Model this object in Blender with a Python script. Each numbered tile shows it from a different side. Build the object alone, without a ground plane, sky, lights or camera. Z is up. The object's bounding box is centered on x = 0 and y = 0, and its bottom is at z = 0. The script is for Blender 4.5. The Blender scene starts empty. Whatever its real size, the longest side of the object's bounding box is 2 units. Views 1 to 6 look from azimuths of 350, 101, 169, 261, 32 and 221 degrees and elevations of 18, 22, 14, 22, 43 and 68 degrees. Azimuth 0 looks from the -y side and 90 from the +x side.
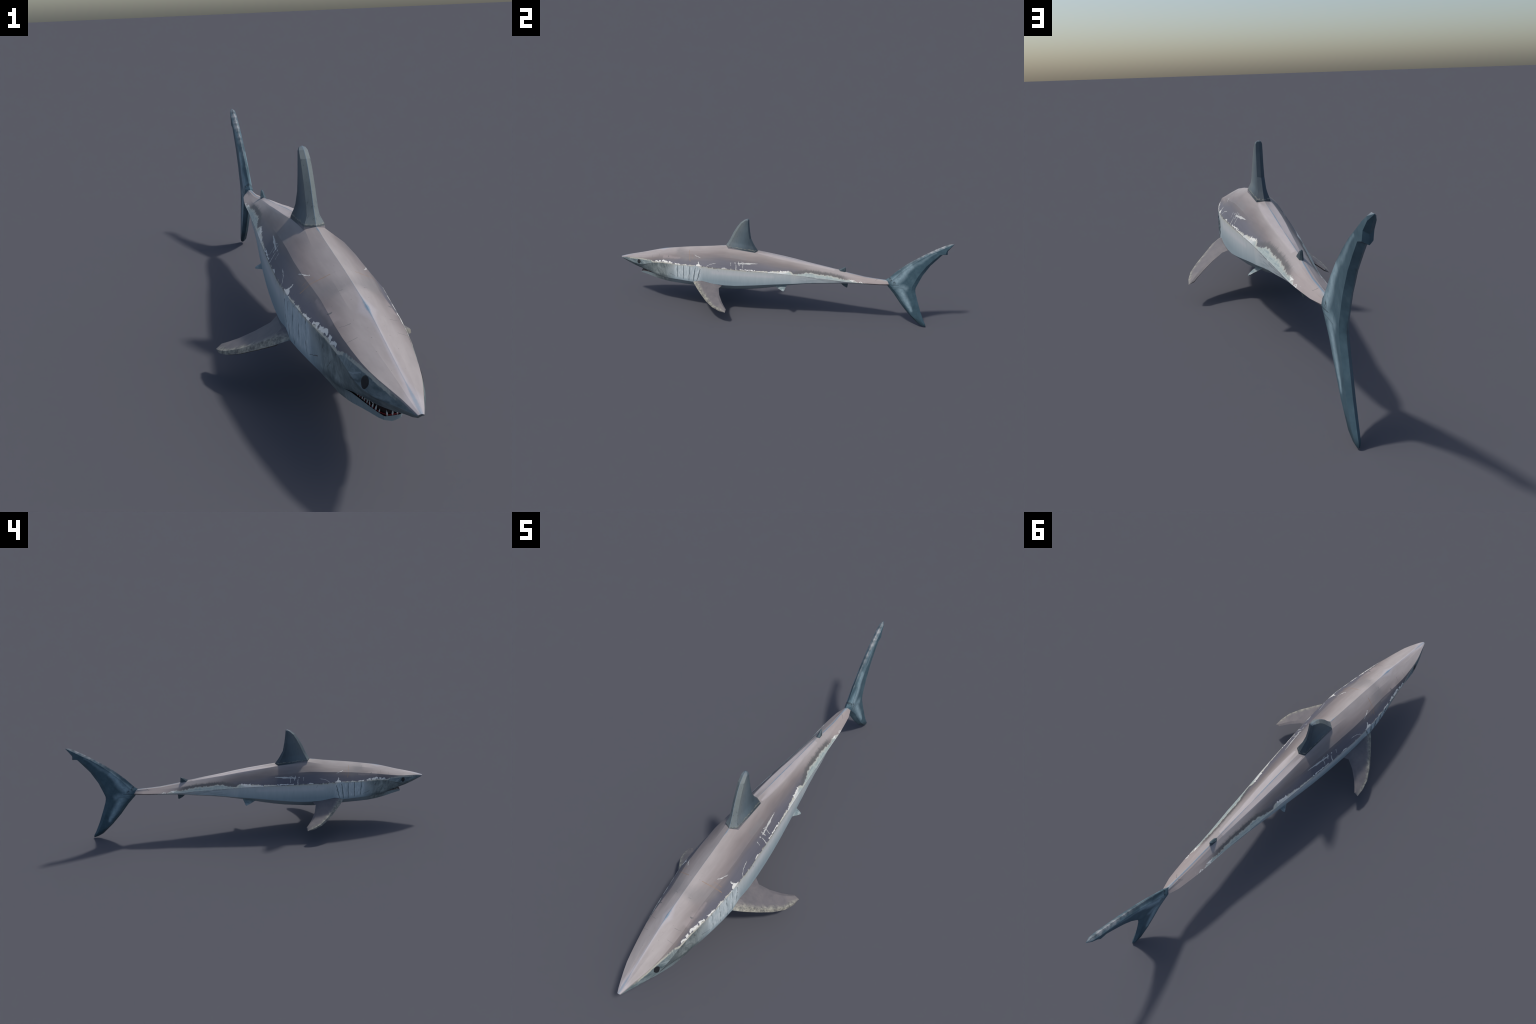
import bpy, bmesh, math, random
from mathutils import Vector, noise
from mathutils.bvhtree import BVHTree

random.seed(7)

# ------------------------------------------------------------------ profiles
# Each line runs nose (y = -1) to tail; the body is lofted between them.
def line(*pts):
    """piecewise-linear profile: (y, value...) knots -> function of y"""
    pts = sorted(pts)
    def f(y):
        if y <= pts[0][0]:
            return pts[0][1:] if len(pts[0]) > 2 else pts[0][1]
        for p, q in zip(pts[:-1], pts[1:]):
            if y <= q[0]:
                t = (y - p[0]) / (q[0] - p[0])
                r = tuple(a + (b - a) * t for a, b in zip(p[1:], q[1:]))
                return r if len(r) > 1 else r[0]
        return pts[-1][1:] if len(pts[-1]) > 2 else pts[-1][1]
    return f

# back ridge (x = 0): height
back = line((-1, .2545), (-.87, .292), (-.725, .335), (-.57, .361), (-.38, .386), (-.327, .398),
            (-.131, .377), (.07, .3515), (.112, .3415), (.255, .324), (.357, .311), (.40, .299),
            (.51, .281), (.627, .275), (.66, .275))
# upper back crease: (x, z)
crease = line((-1, .0030, .2530), (-.975, .008, .262), (-.924, .0125, .2755), (-.868, .018, .288), (-.815, .0235, .300),
              (-.762, .028, .312), (-.711, .030, .324), (-.667, .031, .331), (-.586, .0315, .344),
              (-.51, .032, .353), (-.416, .031, .365), (-.344, .027, .378), (-.313, .0255, .386),
              (-.13, .027, .370), (-.068, .027, .363), (.003, .026, .355), (.074, .024, .346),
              (.145, .0205, .334), (.20, .0180, .3275), (.265, .0145, .3175), (.33, .011, .3105), (.40, .0095, .2955),
              (.52, .008, .278), (.627, .006, .273), (.66, .005, .271))
# shoulder crease where the back turns into the flank
shoulder = line((-1, .0055, .2515), (-.97, .016, .261), (-.937, .028, .267), (-.894, .042, .273), (-.853, .051, .277),
                (-.796, .060, .288), (-.74, .067, .299), (-.67, .067, .310), (-.616, .066, .3155),
                (-.57, .0695, .323), (-.5, .0755, .331), (-.406, .077, .338), (-.32, .0745, .345),
                (-.253, .0705, .342), (-.175, .065, .335), (-.071, .058, .326), (.031, .051, .316),
                (.14, .0453, .308), (.219, .0400, .3015), (.266, .0375, .297), (.313, .0345, .292), (.36, .0315, .2865),
                (.40, .0285, .281), (.44, .0265, .277), (.48, .0240, .2735), (.52, .0212, .270), (.60, .0140, .266), (.66, .009, .264))
# widest line of the flank; becomes the keel of the tail stalk
flank = line((-1, .0068, .2485), (-.977, .015, .2485), (-.952, .027, .2455), (-.92, .041, .241), (-.883, .054, .237),
             (-.848, .0635, .239), (-.79, .074, .258), (-.739, .081, .272), (-.69, .088, .275),
             (-.652, .094, .277), (-.614, .0985, .278), (-.558, .105, .281), (-.49, .1125, .286),
             (-.42, .113, .287), (-.36, .1115, .286), (-.25, .105, .284), (-.16, .099, .282),
             (-.06, .091, .280), (.03, .083, .278), (.08, .078, .276), (.166, .070, .272),
             (.246, .064, .267), (.336, .055, .260), (.40, .049, .2565), (.455, .047, .257),
             (.516, .042, .257), (.575, .035, .257), (.615, .029, .2565), (.645, .018, .256), (.66, .014, .256))
# lower edge of the flank
hip = line((-.79, .057, .190), (-.76, .0625, .186), (-.684, .080, .1765), (-.639, .0905, .179), (-.594, .0995, .181),
           (-.549, .106, .181), (-.504, .1115, .181), (-.41, .111, .183), (-.33, .107, .1765),
           (-.25, .103, .179), (-.17, .099, .188), (-.09, .093, .198), (-.01, .085, .209),
           (.06, .078, .215), (.135, .069, .224), (.21, .0615, .233), (.30, .055, .2405),
           (.36, .048, .245), (.42, .040, .247), (.52, .034, .250), (.60, .024, .251), (.645, .013, .250), (.66, .010, .250))
# belly midline
belly = line((-.868, .1645), (-.802, .1420), (-.757, .1305), (-.67, .1175), (-.59, .111), (-.53, .1105),
             (-.372, .104), (-.341, .1045), (-.197, .120), (-.103, .136), (-.024, .155), (.05, .174),
             (.152, .200), (.265, .2135), (.369, .2245), (.416, .231), (.547, .236), (.622, .239), (.66, .242))
# upper lip (edge of the snout's underside) and palate midline
lip = line((-1, .0045, .2455), (-.98, .008, .240), (-.955, .014, .231), (-.92, .024, .220), (-.875, .036, .2095),
           (-.84, .0475, .2065), (-.80, .0575, .1990), (-.76, .0625, .186))
palate = line((-1, .2440), (-.98, .236), (-.955, .223), (-.92, .211), (-.88, .2025), (-.84, .206), (-.80, .205), (-.76, .200))
# lower jaw rim
rim = line((-.866, .017, .177), (-.862, .021, .1785), (-.845, .0325, .1840), (-.82, .0435, .1875), (-.79, .0535, .190), (-.76, .0625, .186))

# rounded edge between the flank's lower edge and the belly midline (throat and jaw)
throat = line((-.866, .0165, .1685), (-.855, .0235, .1685), (-.82, .040, .1695), (-.78, .052, .1635), (-.74, .0565, .1545), (-.70, .060, .149), (-.64, .060, .141), (-.56, .0585, .1405))

def underbelly(y):
    """point between the flank's lower edge and the belly midline, slightly rounded"""
    if y < -.56:
        return throat(y)
    ex, ez = hip(y)
    m = belly(y)
    b = .0075 * min(1, ex / .1)
    return ex * .55, m + (ez - m) * .55 - b

NECK = -.76
BODY_RINGS = [NECK, -.715, -.665, -.61, -.555, -.50, -.45, -.405, -.36, -.315, -.25, -.19, -.13, -.06, .02,
              .09, .16, .23, .30, .36, .41, .46, .51, .56, .605, .635, .66]
SNOUT_RINGS = [-1.0, -.985, -.96, -.93, -.90, -.87, -.84, -.80, NECK]
JAW_RINGS = [-.866, -.855, -.835, -.81, -.785, NECK]

def build_body():
    bm = bmesh.new()
    region = bm.faces.layers.int.new("region")
    cache = {}
    def vert(x, y, z):
        k = (round(x, 6), round(y, 6), round(z, 6))
        if k not in cache:
            cache[k] = bm.verts.new((x, y, z))
        return cache[k]
    def face(vs, reg):
        u = []
        for v in vs:
            if v not in u:
                u.append(v)
        if len(u) < 3:
            return
        try:
            f = bm.faces.new(u)
        except ValueError:
            return
        f.smooth = True
        f[region] = reg
    def loft(rings, reg):
        for r0, r1 in zip(rings[:-1], rings[1:]):
            for i in range(len(r0) - 1):
                face([r0[i], r1[i], r1[i + 1], r0[i + 1]], reg(r0, r1) if callable(reg) else reg)
    sharp = []
    for s in (1, -1):
        half = lambda pts, y: [vert(s * x, y, z) for x, z in pts]
        # blunt tip of the snout: its small front facet leans back and down
        tip_back = (0, .001, .002, .004, .008, .010)
        body = [half([(0, back(y)), crease(y), shoulder(y), flank(y), hip(y), underbelly(y), (0, belly(y))], y) for y in BODY_RINGS]
        loft(body, lambda r0, r1: 0 if r1[0].co.y < -.44 else (1 if r1[0].co.y < .37 else 2))
        snout = [half([(0, back(y)), crease(y), shoulder(y), flank(y), lip(y), (0, palate(y))], y) for y in SNOUT_RINGS]
        for v, d in zip(snout[0], tip_back):
            v.co.y = -1 + d
        loft(snout, 0)
        face(list(snout[0]), 0)
        jaw = []
        for y in JAW_RINGS:
            rx, rz = rim(y)
            m = belly(y)
            jaw.append(half([(rx, rz), underbelly(y), (0, m)], y))
        loft(jaw, 3)
        floor = []
        for y in JAW_RINGS:
            rx, rz = rim(y)
            dip = min(1, (y + .866) / .04)
            floor.append(half([(0, rz - .0015 - .011 * dip), (rx * .80, rz - .001 - .006 * dip), (rx, rz)], y))
        loft(floor, 4)
        face([jaw[0][0], jaw[0][1], jaw[0][2], floor[0][0], floor[0][1]], 3)
        # back of the throat
        face([snout[-1][5], snout[-1][4], floor[-1][1], floor[-1][0]], 4)
        for rings in (body, snout):
            for r0, r1 in zip(rings[:-1], rings[1:]):
                for i in range(len(r0)):
                    sharp.append((r0[i], r1[i]))
    face([v for v in [vert(0, .66, back(.66))] + [vert(x, .66, z) for x, z in (crease(.66), shoulder(.66), flank(.66), hip(.66), underbelly(.66))]
          + [vert(0, .66, belly(.66))] + [vert(-x, .66, z) for x, z in (underbelly(.66), hip(.66), flank(.66), shoulder(.66), crease(.66))]], 2)
    bmesh.ops.recalc_face_normals(bm, faces=bm.faces)
    for a, b in sharp:
        e = bm.edges.get((a, b))
        if e and len(e.link_faces) == 2 and e.calc_face_angle(0) > math.radians(4):
            e.smooth = False
    for e in bm.edges:
        if len(e.link_faces) == 2 and e.calc_face_angle(0) > math.radians(28):
            e.smooth = False
    me = bpy.data.meshes.new("body_whole")
    bm.to_mesh(me)
    bm.free()
    return me

# ------------------------------------------------------------------ node helper
class Sock:
    """tiny expression wrapper around shader sockets"""
    def __init__(self, nt, out):
        self.nt, self.out = nt, out
    def _m(self, op, *args, clamp=False):
        n = self.nt.nodes.new("ShaderNodeMath")
        n.operation = op
        n.use_clamp = clamp
        for i, a in enumerate((self,) + args):
            if isinstance(a, Sock):
                self.nt.links.new(a.out, n.inputs[i])
            else:
                n.inputs[i].default_value = a
        return Sock(self.nt, n.outputs[0])
    def __add__(s, o): return s._m("ADD", o)
    def __sub__(s, o): return s._m("SUBTRACT", o)
    def __mul__(s, o): return s._m("MULTIPLY", o)
    def __truediv__(s, o): return s._m("DIVIDE", o)
    def __rsub__(s, o): return (-s) + o
    def __radd__(s, o): return s + o
    def __rmul__(s, o): return s * o
    def __neg__(s): return s._m("MULTIPLY", -1.0)
    def abs(s): return s._m("ABSOLUTE")
    def max(s, o): return s._m("MAXIMUM", o)
    def min(s, o): return s._m("MINIMUM", o)
    def pow(s, o): return s._m("POWER", o)
    def inv(s): return s._m("MULTIPLY_ADD", -1.0, 1.0)
    def step(s, lo, hi):
        """smooth 0..1 between lo and hi (either order)"""
        n = s.nt.nodes.new("ShaderNodeMapRange")
        n.interpolation_type = "SMOOTHSTEP"
        s.nt.links.new(s.out, n.inputs[0])
        flip = lo > hi
        n.inputs[1].default_value, n.inputs[2].default_value = (hi, lo) if flip else (lo, hi)
        n.inputs[3].default_value, n.inputs[4].default_value = (1, 0) if flip else (0, 1)
        return Sock(s.nt, n.outputs[0])
    def window(s, lo, hi, soft):
        return s.step(lo - soft, lo + soft) * s.step(hi + soft, hi - soft)

class Mat:
    def __init__(self, name, rough=.55, spec=.3):
        self.mat = bpy.data.materials.new(name)
        self.mat.use_nodes = True
        self.nt = self.mat.node_tree
        self.bsdf = self.nt.nodes["Principled BSDF"]
        self.bsdf.inputs["Roughness"].default_value = rough
        self.bsdf.inputs["Specular IOR Level"].default_value = spec
        tc = self.nt.nodes.new("ShaderNodeTexCoord")
        sp = self.nt.nodes.new("ShaderNodeSeparateXYZ")
        self.nt.links.new(tc.outputs["Object"], sp.inputs[0])
        raw = [Sock(self.nt, sp.outputs[i]) for i in range(3)]
        # both sides of the animal share one pattern: mirror x
        self.both = self.vec(raw[0].abs(), raw[1], raw[2])
        sp = self.nt.nodes.new("ShaderNodeSeparateXYZ")
        self.nt.links.new(self.mirrored(), sp.inputs[0])
        self.ax, self.y, self.z = (Sock(self.nt, sp.outputs[i]) for i in range(3))
    def vec(self, x, y, z):
        n = self.nt.nodes.new("ShaderNodeCombineXYZ")
        for i, a in enumerate((x, y, z)):
            if isinstance(a, Sock):
                self.nt.links.new(a.out, n.inputs[i])
            else:
                n.inputs[i].default_value = a
        return n.outputs[0]
    def mirrored(self, sx=1, sy=1, sz=1, ox=0):
        n = self.nt.nodes.new("ShaderNodeMapping")
        n.inputs["Scale"].default_value = (sx, sy, sz)
        n.inputs["Location"].default_value = (ox, 0, 0)
        self.nt.links.new(self.both, n.inputs["Vector"])
        return n.outputs[0]
    def noise(self, scale, stretch=(1, 1, 1), detail=4, rough=.55, off=0, distort=0):
        n = self.nt.nodes.new("ShaderNodeTexNoise")
        n.inputs["Scale"].default_value = scale
        n.inputs["Detail"].default_value = detail
        n.inputs["Roughness"].default_value = rough
        n.inputs["Distortion"].default_value = distort
        self.nt.links.new(self.mirrored(*stretch, off), n.inputs["Vector"])
        return Sock(self.nt, n.outputs["Fac"])
    def curve(self, src, lo, hi, pts, vlo, vhi):
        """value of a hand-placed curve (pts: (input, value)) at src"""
        n = self.nt.nodes.new("ShaderNodeFloatCurve")
        c = n.mapping.curves[0]
        P = [((a - lo) / (hi - lo), (b - vlo) / (vhi - vlo)) for a, b in pts]
        c.points[0].location = P[0]
        c.points[1].location = P[-1]
        for p in P[1:-1]:
            c.points.new(*p)
        for p in c.points:
            p.handle_type = "VECTOR"
        n.mapping.update()
        s = ((src - lo) / (hi - lo))
        self.nt.links.new(s.out, n.inputs["Value"])
        return Sock(self.nt, n.outputs[0]) * (vhi - vlo) + vlo
    def rgb(self, c):
        n = self.nt.nodes.new("ShaderNodeRGB")
        n.outputs[0].default_value = (*c, 1)
        return n.outputs[0]
    def mix(self, a, b, fac, mode="MIX"):
        n = self.nt.nodes.new("ShaderNodeMix")
        n.data_type = "RGBA"
        n.blend_type = mode
        n.clamp_factor = True
        if isinstance(fac, Sock):
            self.nt.links.new(fac.out, n.inputs[0])
        else:
            n.inputs[0].default_value = fac
        for v, i in ((a, 6), (b, 7)):
            if isinstance(v, tuple):
                n.inputs[i].default_value = (*v, 1)
            else:
                self.nt.links.new(v, n.inputs[i])
        return n.outputs[2]
    def ramp(self, src, *stops):
        n = self.nt.nodes.new("ShaderNodeValToRGB")
        e = n.color_ramp.elements
        while len(e) < len(stops):
            e.new(.5)
        for el, (p, c) in zip(e, stops):
            el.position = p
            el.color = (*c, 1)
        self.nt.links.new(src.out, n.inputs[0])
        return n.outputs[0]
    def plane2(self, wob=0, freq=40):
        """(y, z) vector used by strokes, optionally wobbled by noise"""
        y, z = self.y, self.z
        if wob:
            y = y + (self.noise(freq, off=3.1) - .5) * wob
            z = z + (self.noise(freq, off=9.7) - .5) * wob
        return self.vec(y, z, 0)
    def stroke(self, p, a, b, w0, w1=None, soft=.35):
        """mask of a tapering scratch from a to b in the (y, z) plane"""
        w1 = w0 if w1 is None else w1
        ba = (b[0] - a[0], b[1] - a[1], 0)
        L2 = ba[0] ** 2 + ba[1] ** 2
        pa = self._vm("SUBTRACT", p, (a[0], a[1], 0))[0]
        t = Sock(self.nt, self._vm("DOT_PRODUCT", pa, tuple(c / L2 for c in ba))[1])._m("ADD", 0.0, clamp=True)
        sc = self.nt.nodes.new("ShaderNodeVectorMath")
        sc.operation = "SCALE"
        sc.inputs[0].default_value = ba
        self.nt.links.new(t.out, sc.inputs["Scale"])
        d = Sock(self.nt, self._vm("DISTANCE", pa, sc.outputs[0])[1])
        r = d / (t * (w1 - w0) + w0)
        return r.step(1, 1 - soft)
    def _vm(self, op, a, b):
        n = self.nt.nodes.new("ShaderNodeVectorMath")
        n.operation = op
        for i, v in enumerate((a, b)):
            if isinstance(v, tuple):
                n.inputs[i].default_value = v
            else:
                self.nt.links.new(v, n.inputs[i])
        return n.outputs[0], n.outputs[1]
    def done(self, col, bump=None, strength=.3, dist=.002, rough=None):
        self.nt.links.new(col, self.bsdf.inputs["Base Color"])
        if rough is not None:
            self.nt.links.new(rough.out, self.bsdf.inputs["Roughness"])
        if bump is not None:
            b = self.nt.nodes.new("ShaderNodeBump")
            b.inputs["Strength"].default_value = strength
            b.inputs["Distance"].default_value = dist
            self.nt.links.new(bump.out, b.inputs["Height"])
            self.nt.links.new(b.outputs[0], self.bsdf.inputs["Normal"])
        return self.mat

# ------------------------------------------------------------------ materials
def simple(name, c, rough=.5, var=.15, scale=200):
    m = Mat(name, rough)
    n = m.noise(scale)
    dark = tuple(k * (1 - var) for k in c)
    light = tuple(min(1, k * (1 + var)) for k in c)
    return m.done(m.mix(dark, light, n))

FLANK_Z = [(-1, .2485), (-.95, .2455), (-.883, .237), (-.848, .239), (-.79, .258), (-.739, .272), (-.614, .278), (-.558, .281),
           (-.49, .286), (-.42, .287), (-.25, .284), (-.06, .280), (.08, .276), (.246, .267), (.336, .260), (.40, .2565), (.66, .256)]
BACK_Z = [(-1, .2545), (-.87, .292), (-.725, .335), (-.57, .361), (-.38, .386), (-.327, .394), (-.131, .377), (.07, .352),
          (.255, .324), (.36, .311), (.40, .299), (.51, .281), (.66, .275)]
# height at which the dark back meets the pale side
BORDER_Z = [(-1, .249), (-.96, .259), (-.92, .2655), (-.88, .271), (-.83, .274), (-.79, .276), (-.765, .270), (-.71, .276),
            (-.61, .278), (-.55, .283), (-.47, .2865), (-.40, .283), (-.33, .284), (-.22, .283), (-.13, .2835), (-.05, .2865), (.02, .2895),
            (.075, .294), (.098, .277), (.115, .281), (.15, .288), (.20, .2915), (.25, .285), (.31, .281), (.36, .273), (.40, .267), (.44, .266), (.462, .262),
            (.48, .2585), (.505, .2570), (.53, .250), (.66, .22)]

def make_skin(name, lo, hi):
    """skin of the stretch lo..hi along the body; one pattern, built in stretches to keep each shader small"""
    m = Mat(name, .55, .3)
    y, z, ax = m.y, m.z, m.ax
    has = lambda a, b: b > lo - .02 and a < hi + .02
    def strokes(plane, items, soft):
        """union of the scratches (a, b, width, end width) that touch this stretch"""
        out = None
        for a, b, r0, r1 in items:
            if has(min(a[0], b[0]) - .01, max(a[0], b[0]) + .01):
                s = m.stroke(plane, a, b, r0, r1, soft)
                out = s if out is None else out.max(s)
        return out
    def over(col, paint, mask):
        return col if mask is None else m.mix(col, paint, mask)
    fine = m.noise(90, (1, 1.6, .7), 5, .65)
    coarse = m.noise(9, (1, .45, 1.2), 3, .5, off=2)
    streak = m.noise(70, (1, .12, 1.4), 4, .6, off=5)
    vert = m.noise(48, (.6, 1.5, .30), 6, .68, off=7, distort=.35)
    broken = m.noise(26, (1, 1.3, .8), 4, .7, off=8)
    zc = m.curve(y, -1, .66, FLANK_Z, .2, .4)
    zt = m.curve(y, -1, .66, BORDER_Z, .2, .4)
    jag = (m.noise(38, (1, 1.9, .5), 6, .72, off=1) - .5) * .024 + (m.noise(130, (1, 1.5, .6), 3, .6, off=4) - .5) * .006
    if has(-1, -.70):                   # the border is smooth on the snout, ragged further back
        jag = jag * (y.step(-.80, -.70) * .75 + .25)
    h = z - zt + jag
    p = m.plane2()

    # --- back: taupe on top, slate band above the border
    f = (z - zc) / (m.curve(y, -1, .66, BACK_Z, .2, .4) - zc)
    f = f + y.step(-.55, -.80) * .16 + y.step(.10, .42) * .26 - y.window(-.42, -.04, .09) * .11 + (coarse - .5) * .30 + (m.noise(22, (1, .35, 1), 3, .5, off=11) - .5) * .10
    col = m.ramp(f, (0, (.108, .108, .134)), (.24, (.122, .119, .141)), (.42, (.162, .145, .149)), (.58, (.205, .177, .173)),
                 (.76, (.268, .237, .229)), (.95, (.335, .303, .294)))
    # grey smudges behind the head and beside the dorsal fin, pinker patch on the brow
    smudge = strokes(p, (((-.61, .338), (-.555, .320), .034, .028), ((-.28, .352), (-.20, .344), .014, .016)), 1)
    if smudge is not None:
        col = m.mix(col, (.190, .182, .184), smudge * (broken * .7 + .2))
    if has(-.72, -.58):
        col = m.mix(col, (.365, .312, .310), m.stroke(m.plane2(.02, 14), (-.70, .304), (-.60, .312), .013, .006, 1) * .35)
    if has(.06, .42):                   # rear: a dark rim right above the border
        col = m.mix(col, (.100, .100, .100), h.window(0, .014, .006) * y.window(.085, .40, .03) * (coarse * .5 + .55))
    if has(-.1, .34):                   # light sheen beside the spine, painted into the skin as a paler strip
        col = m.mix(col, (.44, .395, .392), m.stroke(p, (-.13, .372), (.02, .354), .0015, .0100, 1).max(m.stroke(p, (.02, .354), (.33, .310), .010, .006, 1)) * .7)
    if has(.40, .66):
        col = m.mix(col, (.34, .29, .275), y.step(.40, .48) * .8)
    # blue line along the spine
    spine_w = m.curve(y, -1, .66, [(-1, .0045), (-.965, .005), (-.93, .0018), (-.80, .0012), (-.75, .002), (-.715, .0055), (-.68, .002), (-.60, .0010),
                                   (-.38, .0012), (-.345, .0026), (-.13, .001), (-.05, .0016), (.04, .0028), (.14, .0016), (.30, .0020), (.36, .0012),
                                   (.42, .0026), (.58, .0032), (.66, .004)], 0, .01)
    rel = (ax + (fine - .5) * .003) / spine_w
    if has(-1, -.6):
        col = m.mix(col, (.41, .385, .41), rel.step(5, 1.2) * y.step(-.60, -.72) * .55)
    strength = m.curve(y, -1, .66, [(-1, .5), (-.95, .55), (-.91, .22), (-.76, .25), (-.72, .9), (-.67, .25), (-.37, .2), (-.345, .8), (-.32, .3), (-.12, .25), (-.03, .8), (.12, .8),
                                    (.16, .3), (.2, .7), (.33, .7), (.37, .2), (.42, .85), (.60, .85), (.66, .4)], 0, 1)
    col = m.mix(col, (.140, .228, .305), rel.step(1.15, .25) * strength * z.step(.24, .25))
    # lengthwise streaks, soft folds
    col = m.mix(col, m.mix((.80, .80, .80), (1.16, 1.16, 1.16), streak), .75, "MULTIPLY")
    if has(-1, -.5):
        folds = m.noise(30, (.8, 2.6, .5), 5, .7, off=21, distort=.6).step(.66, .74) * y.step(-.42, -.55)
        col = m.mix(col, (.155, .145, .15), folds * .28)
    back_col = col

    # --- pale side and belly
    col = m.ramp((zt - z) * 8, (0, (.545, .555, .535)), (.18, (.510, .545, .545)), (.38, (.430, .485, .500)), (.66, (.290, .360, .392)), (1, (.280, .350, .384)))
    if has(-.4, 0):
        col = m.mix(col, (.60, .59, .60), m.stroke(p, (-.38, .254), (-.02, .256), .022, .014, 1) * .5)
    if has(-1, -.56):                   # head: grey-green, streaky, darker towards the mouth and the snout
        head_col = m.ramp(m.noise(30, (1, 1.3, .45), 6, .72, off=14, distort=.8), (.34, (.115, .142, .147)), (.5, (.205, .240, .236)), (.66, (.345, .385, .375)))
        head_col = m.mix(head_col, m.ramp(m.noise(40, (1, .8, 2.2), 4, .6, off=16), (.3, (.052, .082, .093)), (.7, (.185, .228, .240))), y.step(-.76, -.86) * .85)
        w = m.plane2(.03, 25)
        lower = m.stroke(w, (-.90, .222), (-.75, .186), .013, .018, 1).max(m.stroke(w, (-.75, .186), (-.60, .176), .020, .012, 1))  # soft shade under the chin and jaw, darkened into the head colour
        head_col = m.mix(head_col, (.055, .075, .082), lower * .75)
        head_col = m.mix(head_col, (.235, .290, .305), y.step(-.74, -.80) * z.step(.194, .184) * .75)
        # pale creases and a dark streak around the eye
        head_col = m.mix(head_col, (.33, .38, .39), strokes(m.plane2(.008, 50), (((-.848, .262), (-.815, .250), .0035, .0020), ((-.905, .266), (-.885, .264), .0030, .0025)), 1) * .5)
        head_col = m.mix(head_col, (.055, .075, .085), strokes(m.plane2(.008, 50), (((-.852, .248), (-.820, .240), .0050, .0025), ((-.935, .245), (-.885, .232), .0030, .0050)), 1) * .75)
        col = m.mix(col, head_col, (y + (coarse - .5) * .08).step(-.60, -.70))
    if has(-.65, -.44):                 # gill region: bright bands between dark slits
        gill = y.window(-.625, -.455, .015) * z.window(.193, .300, .012)
        col = m.mix(col, m.ramp(m.noise(60, (1, 2.2, .5), 5, .7, off=18), (.3, (.35, .43, .455)), (.52, (.54, .60, .615)), (.72, (.72, .75, .745))), gill * .85)
        col = over(col, (.060, .092, .108), strokes(m.plane2(.006, 60), [(a, b, .0024, .0020) for a, b in GILLS], .9))
    col = m.mix(col, m.mix((.78, .80, .82), (1.14, 1.13, 1.12), vert), .7, "MULTIPLY")
    if has(.04, .48):                   # greenish strip under the rear border
        strip = y.window(.06, .46, .03) * (z - zc).step(-.001, .003)
        col = m.mix(col, m.ramp(vert, (.3, (.225, .285, .272)), (.7, (.340, .398, .378))), strip * .85)
        rear_lines = m.noise(140, (1, .06, 1.5), 2, .5, off=31).step(.5, .62) * y.step(.10, .22)
        col = m.mix(col, (.155, .212, .232), rear_lines * .45)

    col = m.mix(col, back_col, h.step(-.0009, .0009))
    # cream fringe along the border, broken up by noise
    fringe = h.window(-.0055, .0014, .0012) * broken.step(.36, .52)
    if has(-1, -.93):
        fringe = fringe * y.step(-.96, -.93)
    if has(.44, .66):
        fringe = fringe * y.step(.50, .46)
    col = m.mix(col, (.50, .48, .405), fringe * (y.step(.14, .06) * .35 + .40))
    # bright flakes on the border
    col = over(col, (.64, .635, .60), strokes(m.plane2(.026, 62), [(a, b, r, r * .8) for a, b, r in (
        ((-.700, .283), (-.675, .282), .0062), ((-.662, .282), (-.640, .283), .0042), ((-.748, .275), (-.735, .277), .0040), ((-.726, .279), (-.716, .280), .0035),
        ((-.482, .290), (-.455, .287), .0062), ((-.473, .304), (-.468, .285), .0035), ((-.462, .284), (-.456, .272), .0040),
        ((-.620, .281), (-.590, .2815), .0036), ((-.215, .285), (-.13, .2855), .0032), ((-.325, .286), (-.30, .286), .0030),
        ((-.385, .285), (-.37, .285), .0022), ((.02, .288), (.07, .293), .0040), ((.43, .266), (.452, .262), .0026), ((.475, .2585), (.515, .2575), .0014))], .35))
    # pale scratches on the flank
    w2 = m.plane2(.005, 110)
    col = over(col, (.50, .50, .48), strokes(m.plane2(.011, 75), (
        ((-.234, .317), (-.167, .3195), .0024, .0052), ((-.167, .3195), (-.122, .322), .0052, .0008), ((-.234, .328), (-.226, .307), .0015, .0022),
        ((-.278, .318), (-.276, .303), .0014, .0007), ((-.253, .320), (-.249, .317), .0024, .0018), ((-.247, .312), (-.241, .286), .0012, .0028), ((-.205, .314), (-.202, .294), .0020, .0012),
        ((-.419, .291), (-.397, .304), .0010, .0013), ((-.397, .304), (-.368, .308), .0013, .0006), ((-.507, .336), (-.467, .328), .0010, .0010),
        ((-.215, .325), (-.20, .323), .0012, .0010)), .5))
    # rusty score behind the head, dark nicks
    col = over(col, (.26, .175, .115), strokes(w2, (((-.549, .350), (-.527, .304), .0014, .0016), ((-.523, .337), (-.516, .316), .0008, .0010)), .8))
    col = over(col, (.115, .115, .118), strokes(m.plane2(.009, 60), [(a, b, r, r * .6) for a, b, r in (
        ((-.694, .253), (-.689, .244), .0026), ((-.673, .311), (-.668, .307), .0022), ((-.625, .341), (-.622, .338), .0012), ((-.76, .262), (-.752, .252), .0015),
        ((-.575, .305), (-.557, .289), .0007), ((-.41, .320), (-.425, .302), .0007), ((-.735, .312), (-.730, .302), .0007), ((-.78, .300), (-.777, .290), .0007),
        ((-.465, .245), (-.46, .238), .0016), ((-.352, .275), (-.345, .262), .0010), ((.585, .275), (.573, .268), .0012), ((-.72, .226), (-.70, .205), .0010),
        ((-.66, .213), (-.62, .200), .0016))], .7))
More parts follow.
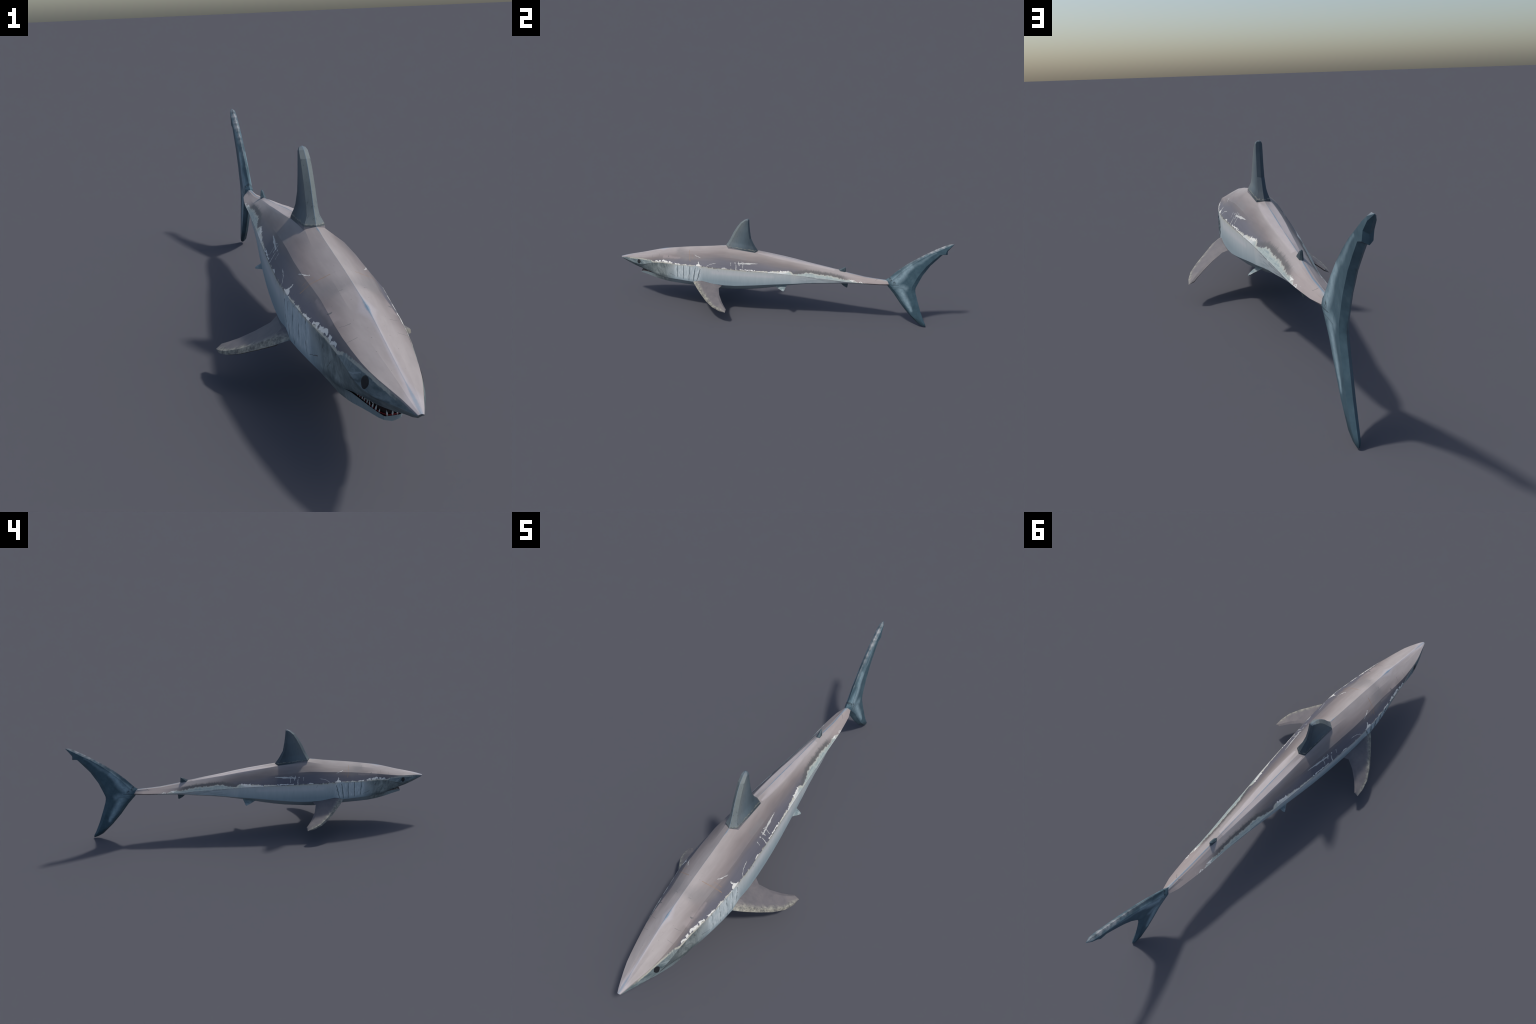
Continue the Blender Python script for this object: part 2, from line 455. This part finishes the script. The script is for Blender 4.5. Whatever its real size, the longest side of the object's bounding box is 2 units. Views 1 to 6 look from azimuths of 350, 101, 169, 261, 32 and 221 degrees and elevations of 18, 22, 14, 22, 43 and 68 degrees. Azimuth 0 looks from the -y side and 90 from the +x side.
    if has(-1, -.3):
        col = m.mix(col, (.06, .066, .070), m.noise(210, (1, 1, .8), 2, .5, off=41).step(.735, .76) * y.step(-.2, -.5) * .5)
    if has(-.47, .40):                  # dark seam along the widest line
        seam = ((z - zc).abs() + (fine - .5) * .0014).step(.0014, .0005) * y.window(-.47, .38, .02) * broken.step(.34, .5)
        col = m.mix(col, (.090, .095, .095), seam * .75)
    if has(.58, .66):                   # bluish transition into the tail fin
        col = m.mix(col, (.24, .30, .335), (y + (fine - .5) * .02).step(.60, .64) * z.step(.266, .275) * .7)
    return m.done(col, fine * .5 + streak * .3 + vert * .4, .22, .0015)

def make_dorsal():
    m = Mat("dorsal_fin_skin", .55, .3)
    y, z, ax = m.y, m.z, m.ax
    zb = m.curve(y, -1, .66, BACK_Z, .2, .4)
    chord = (y + .327 - (z - .40) * .66) / (.195 - (z - .40) * .78).max(.03)
    n = m.noise(28, (1, 1, .6), 5, .6)
    col = m.ramp(chord + (n - .5) * .25, (0, (0.155, 0.181, 0.181)), (.16, (0.143, 0.172, 0.186)), (.42, (0.101, 0.137, 0.160)), (.72, (0.056, 0.080, 0.099)), (1, (0.049, 0.066, 0.080)))
    col = m.mix(col, (0.053, 0.076, 0.091), (z + (n - .5) * .05).step(.50, .57) * chord.step(.1, .4) * .6)
    mott = m.noise(75, (1, 1, .8), 4, .7, off=3)
    col = m.mix(col, (0.064, 0.084, 0.091), mott.step(.56, .68) * chord.step(.35, .05) * .6)
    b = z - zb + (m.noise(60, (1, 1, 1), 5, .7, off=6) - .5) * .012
    col = m.mix(col, (0.046, 0.058, 0.062), b.window(-.004, .004, .003) * .55)  # shadow along the fin base, drawn as a dark band
    col = m.mix(col, (0.302, 0.299, 0.252), b.window(0.003, 0.006, 0.001) * mott.step(.42, .55) * .6)
    col = m.mix(col, (0.204, 0.192, 0.206), (z - zb + (mott - .5) * .008).step(.002, -.004) * y.step(-.22, -.28))
    col = m.mix(col, (0.121, 0.200, 0.277), ax.step(.0016, .0004) * chord.step(.5, .2) * .5)
    col = m.mix(col, m.mix((.82, .82, .82), (1.15, 1.15, 1.15), m.noise(120, (1, 1, .25), 4, .6, off=9)), .8, "MULTIPLY")
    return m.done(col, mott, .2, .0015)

def make_tail():
    m = Mat("tail_fin_skin", .5, .35)
    y, z, ax = m.y, m.z, m.ax
    n = m.noise(22, (1, 1, 1), 5, .62)
    fine = m.noise(95, (1, 1, 1), 4, .65, off=3)
    col = m.ramp(n, (.3, (0.040, 0.081, 0.106)), (.55, (0.062, 0.115, 0.145)), (.75, (0.092, 0.148, 0.176)))
    p = m.plane2(.03, 12)
    pale = m.stroke(p, (.695, .278), (.775, .375), .040, .026, 1).max(m.stroke(p, (.725, .225), (.800, .105), .036, .016, 1) * .9).max(m.stroke(p, (.70, .25), (.755, .235), .03, .03, 1) * .6)
    pale = pale.max(m.stroke(p, (.775, .375), (.90, .475), .022, .008, 1) * .45)
    col = m.mix(col, m.ramp(fine, (.3, (.205, .305, .350)), (.7, (.320, .430, .478))), pale)
    # darker margins: front of the lower lobe, rear of both lobes, tips
    edge = m.stroke(p, (.660, .215), (.785, .070), .012, .014, 1).max(m.stroke(p, (.785, .070), (.885, .004), .016, .020, 1)).max(m.stroke(p, (.815, .24), (.885, .395), .012, .010, 1) * .8)
    edge = edge.max(m.stroke(p, (.815, .22), (.87, .06), .010, .010, 1) * .5).max(m.stroke(p, (.66, .300), (.80, .418), .010, .012, 1) * .55)
    col = m.mix(col, (0.018, 0.036, 0.047), edge * .8)
    # dark speckles by the stalk
    sp = m.stroke(p, (.662, .292), (.690, .268), .014, .016, 1) * m.noise(85, (1, 1, 1), 3, .6, off=13).step(.46, .53)
    col = m.mix(col, (0.025, 0.041, 0.051), sp * .85)
    # grey mottled front margin of the upper lobe
    lead = m.stroke(p, (.70, .345), (.806, .430), .006, .010, .8) * .45
    lead = lead.max(m.stroke(p, (.806, .432), (.905, .4975), .010, .013, .8)).max(m.stroke(p, (.905, .4985), (.985, .536), .013, .012, .8))
    mott = m.noise(38, (1, 1, 1), 3, .6, off=17)
    col = m.mix(col, m.ramp(mott, (.36, (0.060, 0.082, 0.095)), (.52, (0.217, 0.238, 0.249)), (.64, (0.378, 0.376, 0.382))), lead * .9)
    # folds at the root
    q = m.plane2(.008, 30)
    crease_ = m.stroke(q, (.650, .252), (.715, .252), .0035, .0018, .9).max(m.stroke(q, (.672, .240), (.745, .236), .0022, .0016, .9) * .7)
    col = m.mix(col, (0.016, 0.032, 0.042), crease_ * .7)
    rays = m.noise(60, (1, .5, .5), 4, .6, off=19, distort=.4)
    col = m.mix(col, m.mix((.74, .76, .78), (1.22, 1.20, 1.18), rays), .8, "MULTIPLY")
    col = m.mix(col, (0.267, 0.242, 0.233), (y + (n - .5) * .03).step(.672, .640) * z.window(0.199, 0.223, 0.005) * .9)
    return m.done(col, fine, .2, .0015)

def make_pectoral():
    m = Mat("pectoral_fin_skin", .58, .3)
    y, z, ax = m.y, m.z, m.ax
    n = m.noise(18, (1, 1, 1), 4, .6)
    fine = m.noise(110, (1, 1, 1), 5, .7, off=4)
    col = m.ramp(n, (.3, (0.122, 0.116, 0.123)), (.5, (0.146, 0.134, 0.140)), (.72, (0.175, 0.159, 0.159)))
    P = m.vec(ax + (m.noise(45, off=2) - .5) * .018, y + (m.noise(45, off=8) - .5) * .018, 0)
    lead = m.stroke(P, (.110, -.500), (.178, -.437), .026, .024, 1).max(m.stroke(P, (.178, -.437), (.243, -.350), .024, .016, 1)).max(m.stroke(P, (.243, -.350), (.259, -.269), .014, .012, 1) * .9)
    crust = m.noise(85, (1, 1, 1), 6, .75, off=12)
    col = m.mix(col, m.ramp(crust, (.38, (.110, .110, .103)), (.52, (.270, .262, .220)), (.64, (.395, .378, .310))), lead * (fine.step(.3, .55) * .4 + .6))
    col = m.mix(col, (0.286, 0.275, 0.235), crust.step(.66, .72) * .5)
    col = m.mix(col, (0.193, 0.175, 0.168), m.stroke(P, (.235, -.30), (.258, -.27), .022, .022, 1) * .5)
    front = m.stroke(P, (.112, -.510), (.150, -.480), .010, .006, 1)
    col = m.mix(col, (0.135, 0.179, 0.200), front * .7)
    trail = m.stroke(P, (.125, -.338), (.24, -.266), .007, .006, 1) * crust.step(.45, .6)
    col = m.mix(col, (0.235, 0.222, 0.200), trail * .6)
    col = m.mix(col, m.mix((.86, .86, .86), (1.12, 1.12, 1.12), fine), .8, "MULTIPLY")
    return m.done(col, crust, .3, .0015)

def make_small(name, dark, light):
    m = Mat(name, .5, .35)
    n = m.noise(70, (1, 1, 1), 4, .65)
    return m.done(m.ramp(n, (.3, dark), (.7, light)), n, .2, .001)

def make_eye():
    m = Mat("eye_black", .4, .25)
    n = m.noise(150, (1, 1, 1), 2, .5)
    return m.done(m.ramp(n, (.3, (.012, .014, .017)), (.7, (.022, .024, .027))))

# slits of the gill folds (top, bottom) in (y, z)
GILLS = [((-.607, .277), (-.606, .196)), ((-.565, .277), (-.568, .191)), ((-.528, .275), (-.531, .186)),
         ((-.491, .273), (-.504, .187)), ((-.460, .268), (-.481, .190))]
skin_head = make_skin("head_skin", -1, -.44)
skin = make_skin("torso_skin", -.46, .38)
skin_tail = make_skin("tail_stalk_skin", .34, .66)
flesh = simple("mouth_flesh", (.018, .010, .011), .4)
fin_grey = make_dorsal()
fin_blue = make_small("small_fin_skin", (.030, .052, .064), (.080, .115, .132))
fin_tail = make_tail()
fin_pect = make_pectoral()
fin_pale = make_small("pelvic_fin_skin", (.115, .17, .19), (.33, .38, .38))
eye_mat = make_eye()
tooth_mat = simple("tooth_ivory", (.50, .52, .50), .3)
gum_mat = simple("gum_red", (.16, .010, .012), .35, .6, 300)


# ------------------------------------------------------------------ objects
def new_object(name, me, parent=None, mats=()):
    ob = bpy.data.objects.new(name, me)
    bpy.context.scene.collection.objects.link(ob)
    if parent:
        ob.parent = parent
    for m in mats:
        me.materials.append(m)
    return ob

def mesh_from(bm, name, angle=35, flat=False):
    bmesh.ops.recalc_face_normals(bm, faces=bm.faces)
    for f in bm.faces:
        f.smooth = not flat
    for e in bm.edges:
        if len(e.link_faces) == 2 and e.calc_face_angle(0) > math.radians(angle):
            e.smooth = False
    me = bpy.data.meshes.new(name)
    bm.to_mesh(me)
    bm.free()
    return me

def fin_mesh(name, stations, tip=None, front=.16, rear=.84, angle=14, sub=1, ridge_front=1.0):
    """Fin as a loft of six-sided sections.
    station: (lead, trail, normal, half thickness at the front shoulder, at the rear shoulder, front share, rear share)"""
    bm = bmesh.new()
    rings = []
    for st in stations:
        lead, trail, n, hf, hr = st[:5]
        fr, rr = (st[5], st[6]) if len(st) > 5 else (front, rear)
        lead, trail, n = Vector(lead), Vector(trail), Vector(n).normalized()
        pf, pr = lead.lerp(trail, fr), lead.lerp(trail, rr)
        rings.append([bm.verts.new(p) for p in (lead, pf + n * hf, pr + n * hr, trail, pr - n * hr, pf - n * hf)])
    for r0, r1 in zip(rings[:-1], rings[1:]):
        for i in range(6):
            j = (i + 1) % 6
            bm.faces.new([r0[i], r0[j], r1[j], r1[i]])
    bm.faces.new(rings[0])
    if tip is not None:
        t = bm.verts.new(tip)
        for i in range(6):
            bm.faces.new([rings[-1][i], rings[-1][(i + 1) % 6], t])
    else:
        bm.faces.new(rings[-1])
    return mesh_from(bm, name, angle)

root = bpy.data.objects.new("shark", None)
bpy.context.scene.collection.objects.link(root)
root["label"] = "slender grey and white shark with blue crescent tail"
root["category"] = "shark"

# ---- body: one surface, separated by region, shaded with the whole body's normals
whole = build_body()
corner_n = [Vector(c.vector) for c in whole.corner_normals]
reg_attr = whole.attributes["region"].data
regions = [("head", skin_head), ("torso", skin), ("tail", skin_tail), ("lower_jaw", skin_head), ("mouth_lining", flesh)]
parts = {}
for ri, (nm, mat) in enumerate(regions):
    idx, verts, faces, normals = {}, [], [], []
    for p in whole.polygons:
        if reg_attr[p.index].value != ri:
            continue
        f = []
        for li in p.loop_indices:
            vi = whole.loops[li].vertex_index
            if vi not in idx:
                idx[vi] = len(verts)
                verts.append(whole.vertices[vi].co.copy())
            f.append(idx[vi])
            normals.append(corner_n[li])
        faces.append(f)
    me = bpy.data.meshes.new(nm)
    me.from_pydata(verts, [], faces)
    me.polygons.foreach_set("use_smooth", [True] * len(faces))
    me.normals_split_custom_set(normals)
    parts[nm] = new_object(nm, me, root, [mat])
bm = bmesh.new()
bm.from_mesh(whole)
bvh = BVHTree.FromBMesh(bm)
bm.free()
parts["mouth_lining"].parent = parts["head"]

def on_skin(y, z, side=1):
    """point and outward normal of the flank at (y, z)"""
    loc, nrm, _, _ = bvh.ray_cast(Vector((side * .4, y, z)), Vector((-side, 0, 0)))
    return loc, nrm

X = (1, 0, 0)
# ---- dorsal fin
dorsal = [
    ((0, -.331, .386), (0, -.126, .364), X, .0275, .0250, .10, .90),
    ((0, -.3270, .3985), (0, -.1305, .377), X, .0258, .0230, .085, .92),
    ((0, -.3145, .4185), (0, -.148, .4005), X, .0165, .0165, .09, .93),
    ((0, -.3045, .437), (0, -.1565, .414), X, .0148, .0140, .10, .93),
    ((0, -.2830, .483), (0, -.1755, .450), X, .0140, .0125, .12, .92),
    ((0, -.2600, .522), (0, -.1835, .497), X, .0133, .0118, .14, .90),
    ((0, -.2405, .548), (0, -.1875, .535), X, .0128, .0115, .17, .88),
    ((0, -.2180, .5660), (0, -.1895, .561), X, .0115, .0108, .24, .85),
    ((0, -.2065, .5715), (0, -.1905, .570), X, .0080, .0075, .30, .80),
]
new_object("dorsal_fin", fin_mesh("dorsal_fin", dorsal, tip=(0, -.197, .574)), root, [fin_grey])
# ---- second dorsal and anal fins
new_object("second_dorsal_fin", fin_mesh("second_dorsal_fin", [
    ((0, .350, .304), (0, .403, .292), X, .0085, .0065, .25, .80),
    ((0, .358, .3115), (0, .400, .3005), X, .0078, .0060, .25, .80),
    ((0, .374, .3195), (0, .3985, .314), X, .0062, .0048, .3, .8),
    ((0, .387, .3265), (0, .3980, .325), X, .0042, .0035, .3, .8)], tip=(0, .3965, .3300)), root, [fin_blue])
new_object("anal_fin", fin_mesh("anal_fin", [
    ((0, .371, .232), (0, .418, .238), X, .0070, .0055, .25, .80),
    ((0, .376, .223), (0, .4165, .226), X, .0065, .0050, .25, .80),
    ((0, .390, .210), (0, .4155, .214), X, .0052, .0042, .3, .8),
    ((0, .404, .2025), (0, .4145, .204), X, .0036, .0030, .3, .8)], tip=(0, .4125, .1990)), root, [fin_blue])
# ---- caudal fin: one loft from the lower tip over the stalk to the upper tip
tail_fin = [
    ((0, .8860, .0004), (0, .8915, .0020), X, .0025, .0025, .3, .7),
    ((0, .8790, .0030), (0, .8912, .0075), X, .0050, .0050, .3, .7),
    ((0, .866, .0065), (0, .889, .0150), X, .0075, .0070, .25, .75),
    ((0, .839, .0205), (0, .8765, .0380), X, .0105, .0090, .22, .76),
    ((0, .785, .0725), (0, .853, .0930), X, .0120, .0105, .18, .80),
    ((0, .736, .1290), (0, .8295, .1600), X, .0128, .0115, .18, .82),
    ((0, .690, .1910), (0, .814, .2080), X, .0140, .0120, .18, .84),
    ((0, .653, .2330), (0, .8105, .2260), X, .0150, .0120, .16, .86),
    ((0, .632, .2580), (0, .8105, .2400), X, .0165, .0120, .14, .88),
    ((0, .634, .2765), (0, .8135, .2500), X, .0140, .0120, .14, .87),
    ((0, .650, .2880), (0, .818, .2620), X, .0138, .0120, .14, .86),
    ((0, .698, .3400), (0, .8425, .3250), X, .0130, .0120, .16, .85),
    ((0, .750, .3875), (0, .8800, .3900), X, .0122, .0118, .17, .84),
    ((0, .806, .4295), (0, .917, .4350), X, .0120, .0118, .18, .82),
    ((0, .857, .4645), (0, .944, .4670), X, .0118, .0118, .2, .8),
    ((0, .905, .4950), (0, .968, .4670), X, .0120, .0120, .2, .80),
    ((0, .945, .5175), (0, .967, .4880), X, .0118, .0118, .25, .75),
    ((0, .978, .5330), (0, .983, .5110), X, .0095, .0095, .3, .7),
]
new_object("tail_fin", fin_mesh("tail_fin", tail_fin, tip=(0, .9995, .5335), angle=16), root, [fin_tail])
# ---- pectoral fins
pn = Vector((.52, -.05, .85))
pect = [
    ((.088, -.511, .190), (.080, -.318, .172), .0155, .0070),
    ((.1160, -.5020, .1815), (.1065, -.328, .1725), .0145, .0055),
    ((.1440, -.4750, .1610), (.1255, -.3415, .1620), .0120, .0058),
    ((.1780, -.4390, .1375), (.1640, -.3275, .1370), .0098, .0058),
    ((.2160, -.3950, .1115), (.2015, -.3025, .1110), .0085, .0055),
    ((.2430, -.3520, .0920), (.2220, -.2845, .0965), .0075, .0052),
    ((.2560, -.3060, .0770), (.2395, -.2670, .0840), .0062, .0046),
]
for s in (1, -1):
    fl = lambda v: (s * v[0], v[1], v[2])
    st = [(fl(a), fl(b), fl(pn), hf, hr, .13 if i > 1 else .3, .87 if i > 1 else .72) for i, (a, b, hf, hr) in enumerate(pect)]
    new_object("pectoral_fin", fin_mesh("pectoral_fin", st, tip=fl((.2590, -.2690, .0725)), angle=20), root, [fin_pect])
# ---- pelvic fins
pv = Vector((.4, .0, .9))
for s in (1, -1):
    fl = lambda v: (s * v[0], v[1], v[2])
    st = [(fl((.040, -.026, .186)), fl((.042, .064, .201)), fl(pv), .0065, .0050, .3, .75),
          (fl((.056, -.013, .184)), fl((.057, .057, .1925)), fl(pv), .0060, .0048, .3, .75),
          (fl((.077, .017, .178)), fl((.076, .052, .1835)), fl(pv), .0050, .0042, .3, .75),
          (fl((.0895, .036, .174)), fl((.0885, .050, .177)), fl(pv), .0034, .0030, .3, .75)]
    new_object("pelvic_fin", fin_mesh("pelvic_fin", st, tip=fl((.0945, .045, .1735)), angle=20), root, [fin_pale])

# ---- eyes: low domes following the skin
for s in (1, -1):
    bm = bmesh.new()
    RN, AN = 6, 28
    rows = []
    for i in range(RN + 1):
        q = i / RN
        ring = []
        for j in range(AN if i else 1):
            a = math.tau * j / AN
            dy, dz =   .0125 * q * math.cos(a), .0140 * q * math.sin(a)
            dy *= 1 - .22 * max(0, -math.sin(a))
            loc, nrm = on_skin(-.8665 + dy, .2525 + dz, s)
            ring.append(bm.verts.new(loc + nrm * (.0009 * math.sqrt(max(0, 1 - q * q)) + .0002 - .0008 * (i == RN))))
        rows.append(ring)
    for j in range(AN):
        bm.faces.new([rows[0][0], rows[1][j], rows[1][(j + 1) % AN]])
    for r0, r1 in zip(rows[1:-1], rows[2:]):
        for j in range(AN):
            k = (j + 1) % AN
            bm.faces.new([r0[j], r1[j], r1[k], r0[k]])
    me = mesh_from(bm, "eye", 80)
    if sum(p.normal.x * p.area for p in me.polygons) * s < 0:
        me.flip_normals()
    new_object("eye", me, parts["head"], [eye_mat])

# ---- teeth and gums along both jaws
tm = bpy.data.meshes.new("tooth")
bm = bmesh.new()
n = 6
base = [bm.verts.new((.0021 * math.cos(i * math.tau / n), .0016 * math.sin(i * math.tau / n), -.001)) for i in range(n)]
mid = [bm.verts.new((.0014 * math.cos(i * math.tau / n), .0011 * math.sin(i * math.tau / n) + .0006, .0045)) for i in range(n)]
tp = bm.verts.new((0, .0026, .0098))
for i in range(n):
    bm.faces.new([base[i], base[(i + 1) % n], mid[(i + 1) % n], mid[i]])
    bm.faces.new([mid[i], mid[(i + 1) % n], tp])
bm.faces.new(base)
bmesh.ops.recalc_face_normals(bm, faces=bm.faces)
for f in bm.faces:
    f.smooth = True
bm.to_mesh(tm)
bm.free()
tm.materials.append(tooth_mat)

def arch(f, ys, nose):
    """closed row of points: left side, across the front, right side"""
    pts = [Vector((f(y)[0] * .90, y + .003, f(y)[1])) for y in ys]
    fr = [Vector((x, nose - .003 * (1 - (x / .02) ** 2), f(nose)[1])) for x in (.010, 0, -.010)]
    return pts + fr + [Vector((-p.x, p.y, p.z)) for p in reversed(pts)]

ys = [-.785 - i * .0072 for i in range(11)]
for f, nose, up, host in ((rim, -.862, 1, parts["lower_jaw"]), (lip, -.866, -1, parts["head"])):
    row = arch(f, ys, nose)
    for i, p in enumerate(row):
        big = .55 + .6 * min(1, max(0, (-.775 - p.y) / .06))
        ob = bpy.data.objects.new("tooth", tm)
        bpy.context.scene.collection.objects.link(ob)
        ob.parent = parts["lower_jaw"] if up > 0 else parts["head"]
        a = math.atan2(p.x, .02)
        k = big * random.uniform(.75, 1.1)
        ob.location = p + Vector((0, 0, -.001 * up))
        ob.rotation_euler = ((0 if up > 0 else math.pi) + random.uniform(-.2, .2), random.uniform(-.2, .2), a * up)
        ob.scale = (k, k, k * random.uniform(.85, 1.1))
    if up > 0:
        # dark wall closing the mouth behind the teeth
        bm = bmesh.new()
        pairs = []
        for p in row:
            k = .93
            top = max(lip(p.y)[1], palate(p.y)) + .002
            q = (p.x * k, p.y + .002, p.z - .004)
            pairs.append((bm.verts.new(q), bm.verts.new((q[0], q[1] + .002, top))))
        for (a0, b0), (a1, b1) in zip(pairs[:-1], pairs[1:]):
            bm.faces.new([a0, a1, b1, b0])
        new_object("mouth_wall", mesh_from(bm, "mouth_wall", 60), parts["head"], [flesh])
    cu = bpy.data.curves.new("gum", "CURVE")
    cu.dimensions = "3D"
    cu.bevel_depth = .0015
    cu.bevel_resolution = 2
    sp = cu.splines.new("POLY")
    sp.points.add(len(row) - 1)
    for q, p in zip(sp.points, row):
        q.co = (p.x * .97, p.y, p.z - .0010 * up, 1)
    tmp = bpy.data.objects.new("gum", cu)
    bpy.context.scene.collection.objects.link(tmp)
    me = bpy.data.meshes.new_from_object(tmp.evaluated_get(bpy.context.evaluated_depsgraph_get()))
    bpy.data.objects.remove(tmp)
    for pl in me.polygons:
        pl.use_smooth = True
    me.materials.clear()
    new_object("gum", me, parts["lower_jaw"] if up > 0 else parts["head"], [gum_mat])

# ---- gill flaps: five raised folds, each ending in a dark slit
for s in (1, -1):
    for (ty, tz), (by, bz) in GILLS:
        bm = bmesh.new()
        rows = []
        N = 12
        for i in range(N + 1):
            t = i / N
            y = ty + (by - ty) * t + .0015 * math.sin(t * 9 + ty * 50)
            z = tz + (bz - tz) * t
            w = math.sin(math.pi * min(max(t, .03), .97)) ** .5
            row = []
            for dy, h in ((-.020, -.0008), (-.012, .0006), (-.004, .0022), (0, .0026), (.0006, -.002)):
                loc, nrm = on_skin(y + dy * w, z, s)
                row.append(bm.verts.new(loc + nrm * (h * w if h > 0 else h)))
            rows.append(row)
        for r0, r1 in zip(rows[:-1], rows[1:]):
            for j in range(len(r0) - 1):
                bm.faces.new([r0[j], r0[j + 1], r1[j + 1], r1[j]])
        me = mesh_from(bm, "gill_flap", 40)
        # outward orientation
        if sum(p.normal.x * p.area for p in me.polygons) * s < 0:
            me.flip_normals()
        new_object("gill_flap", me, parts["head"], [skin_head])
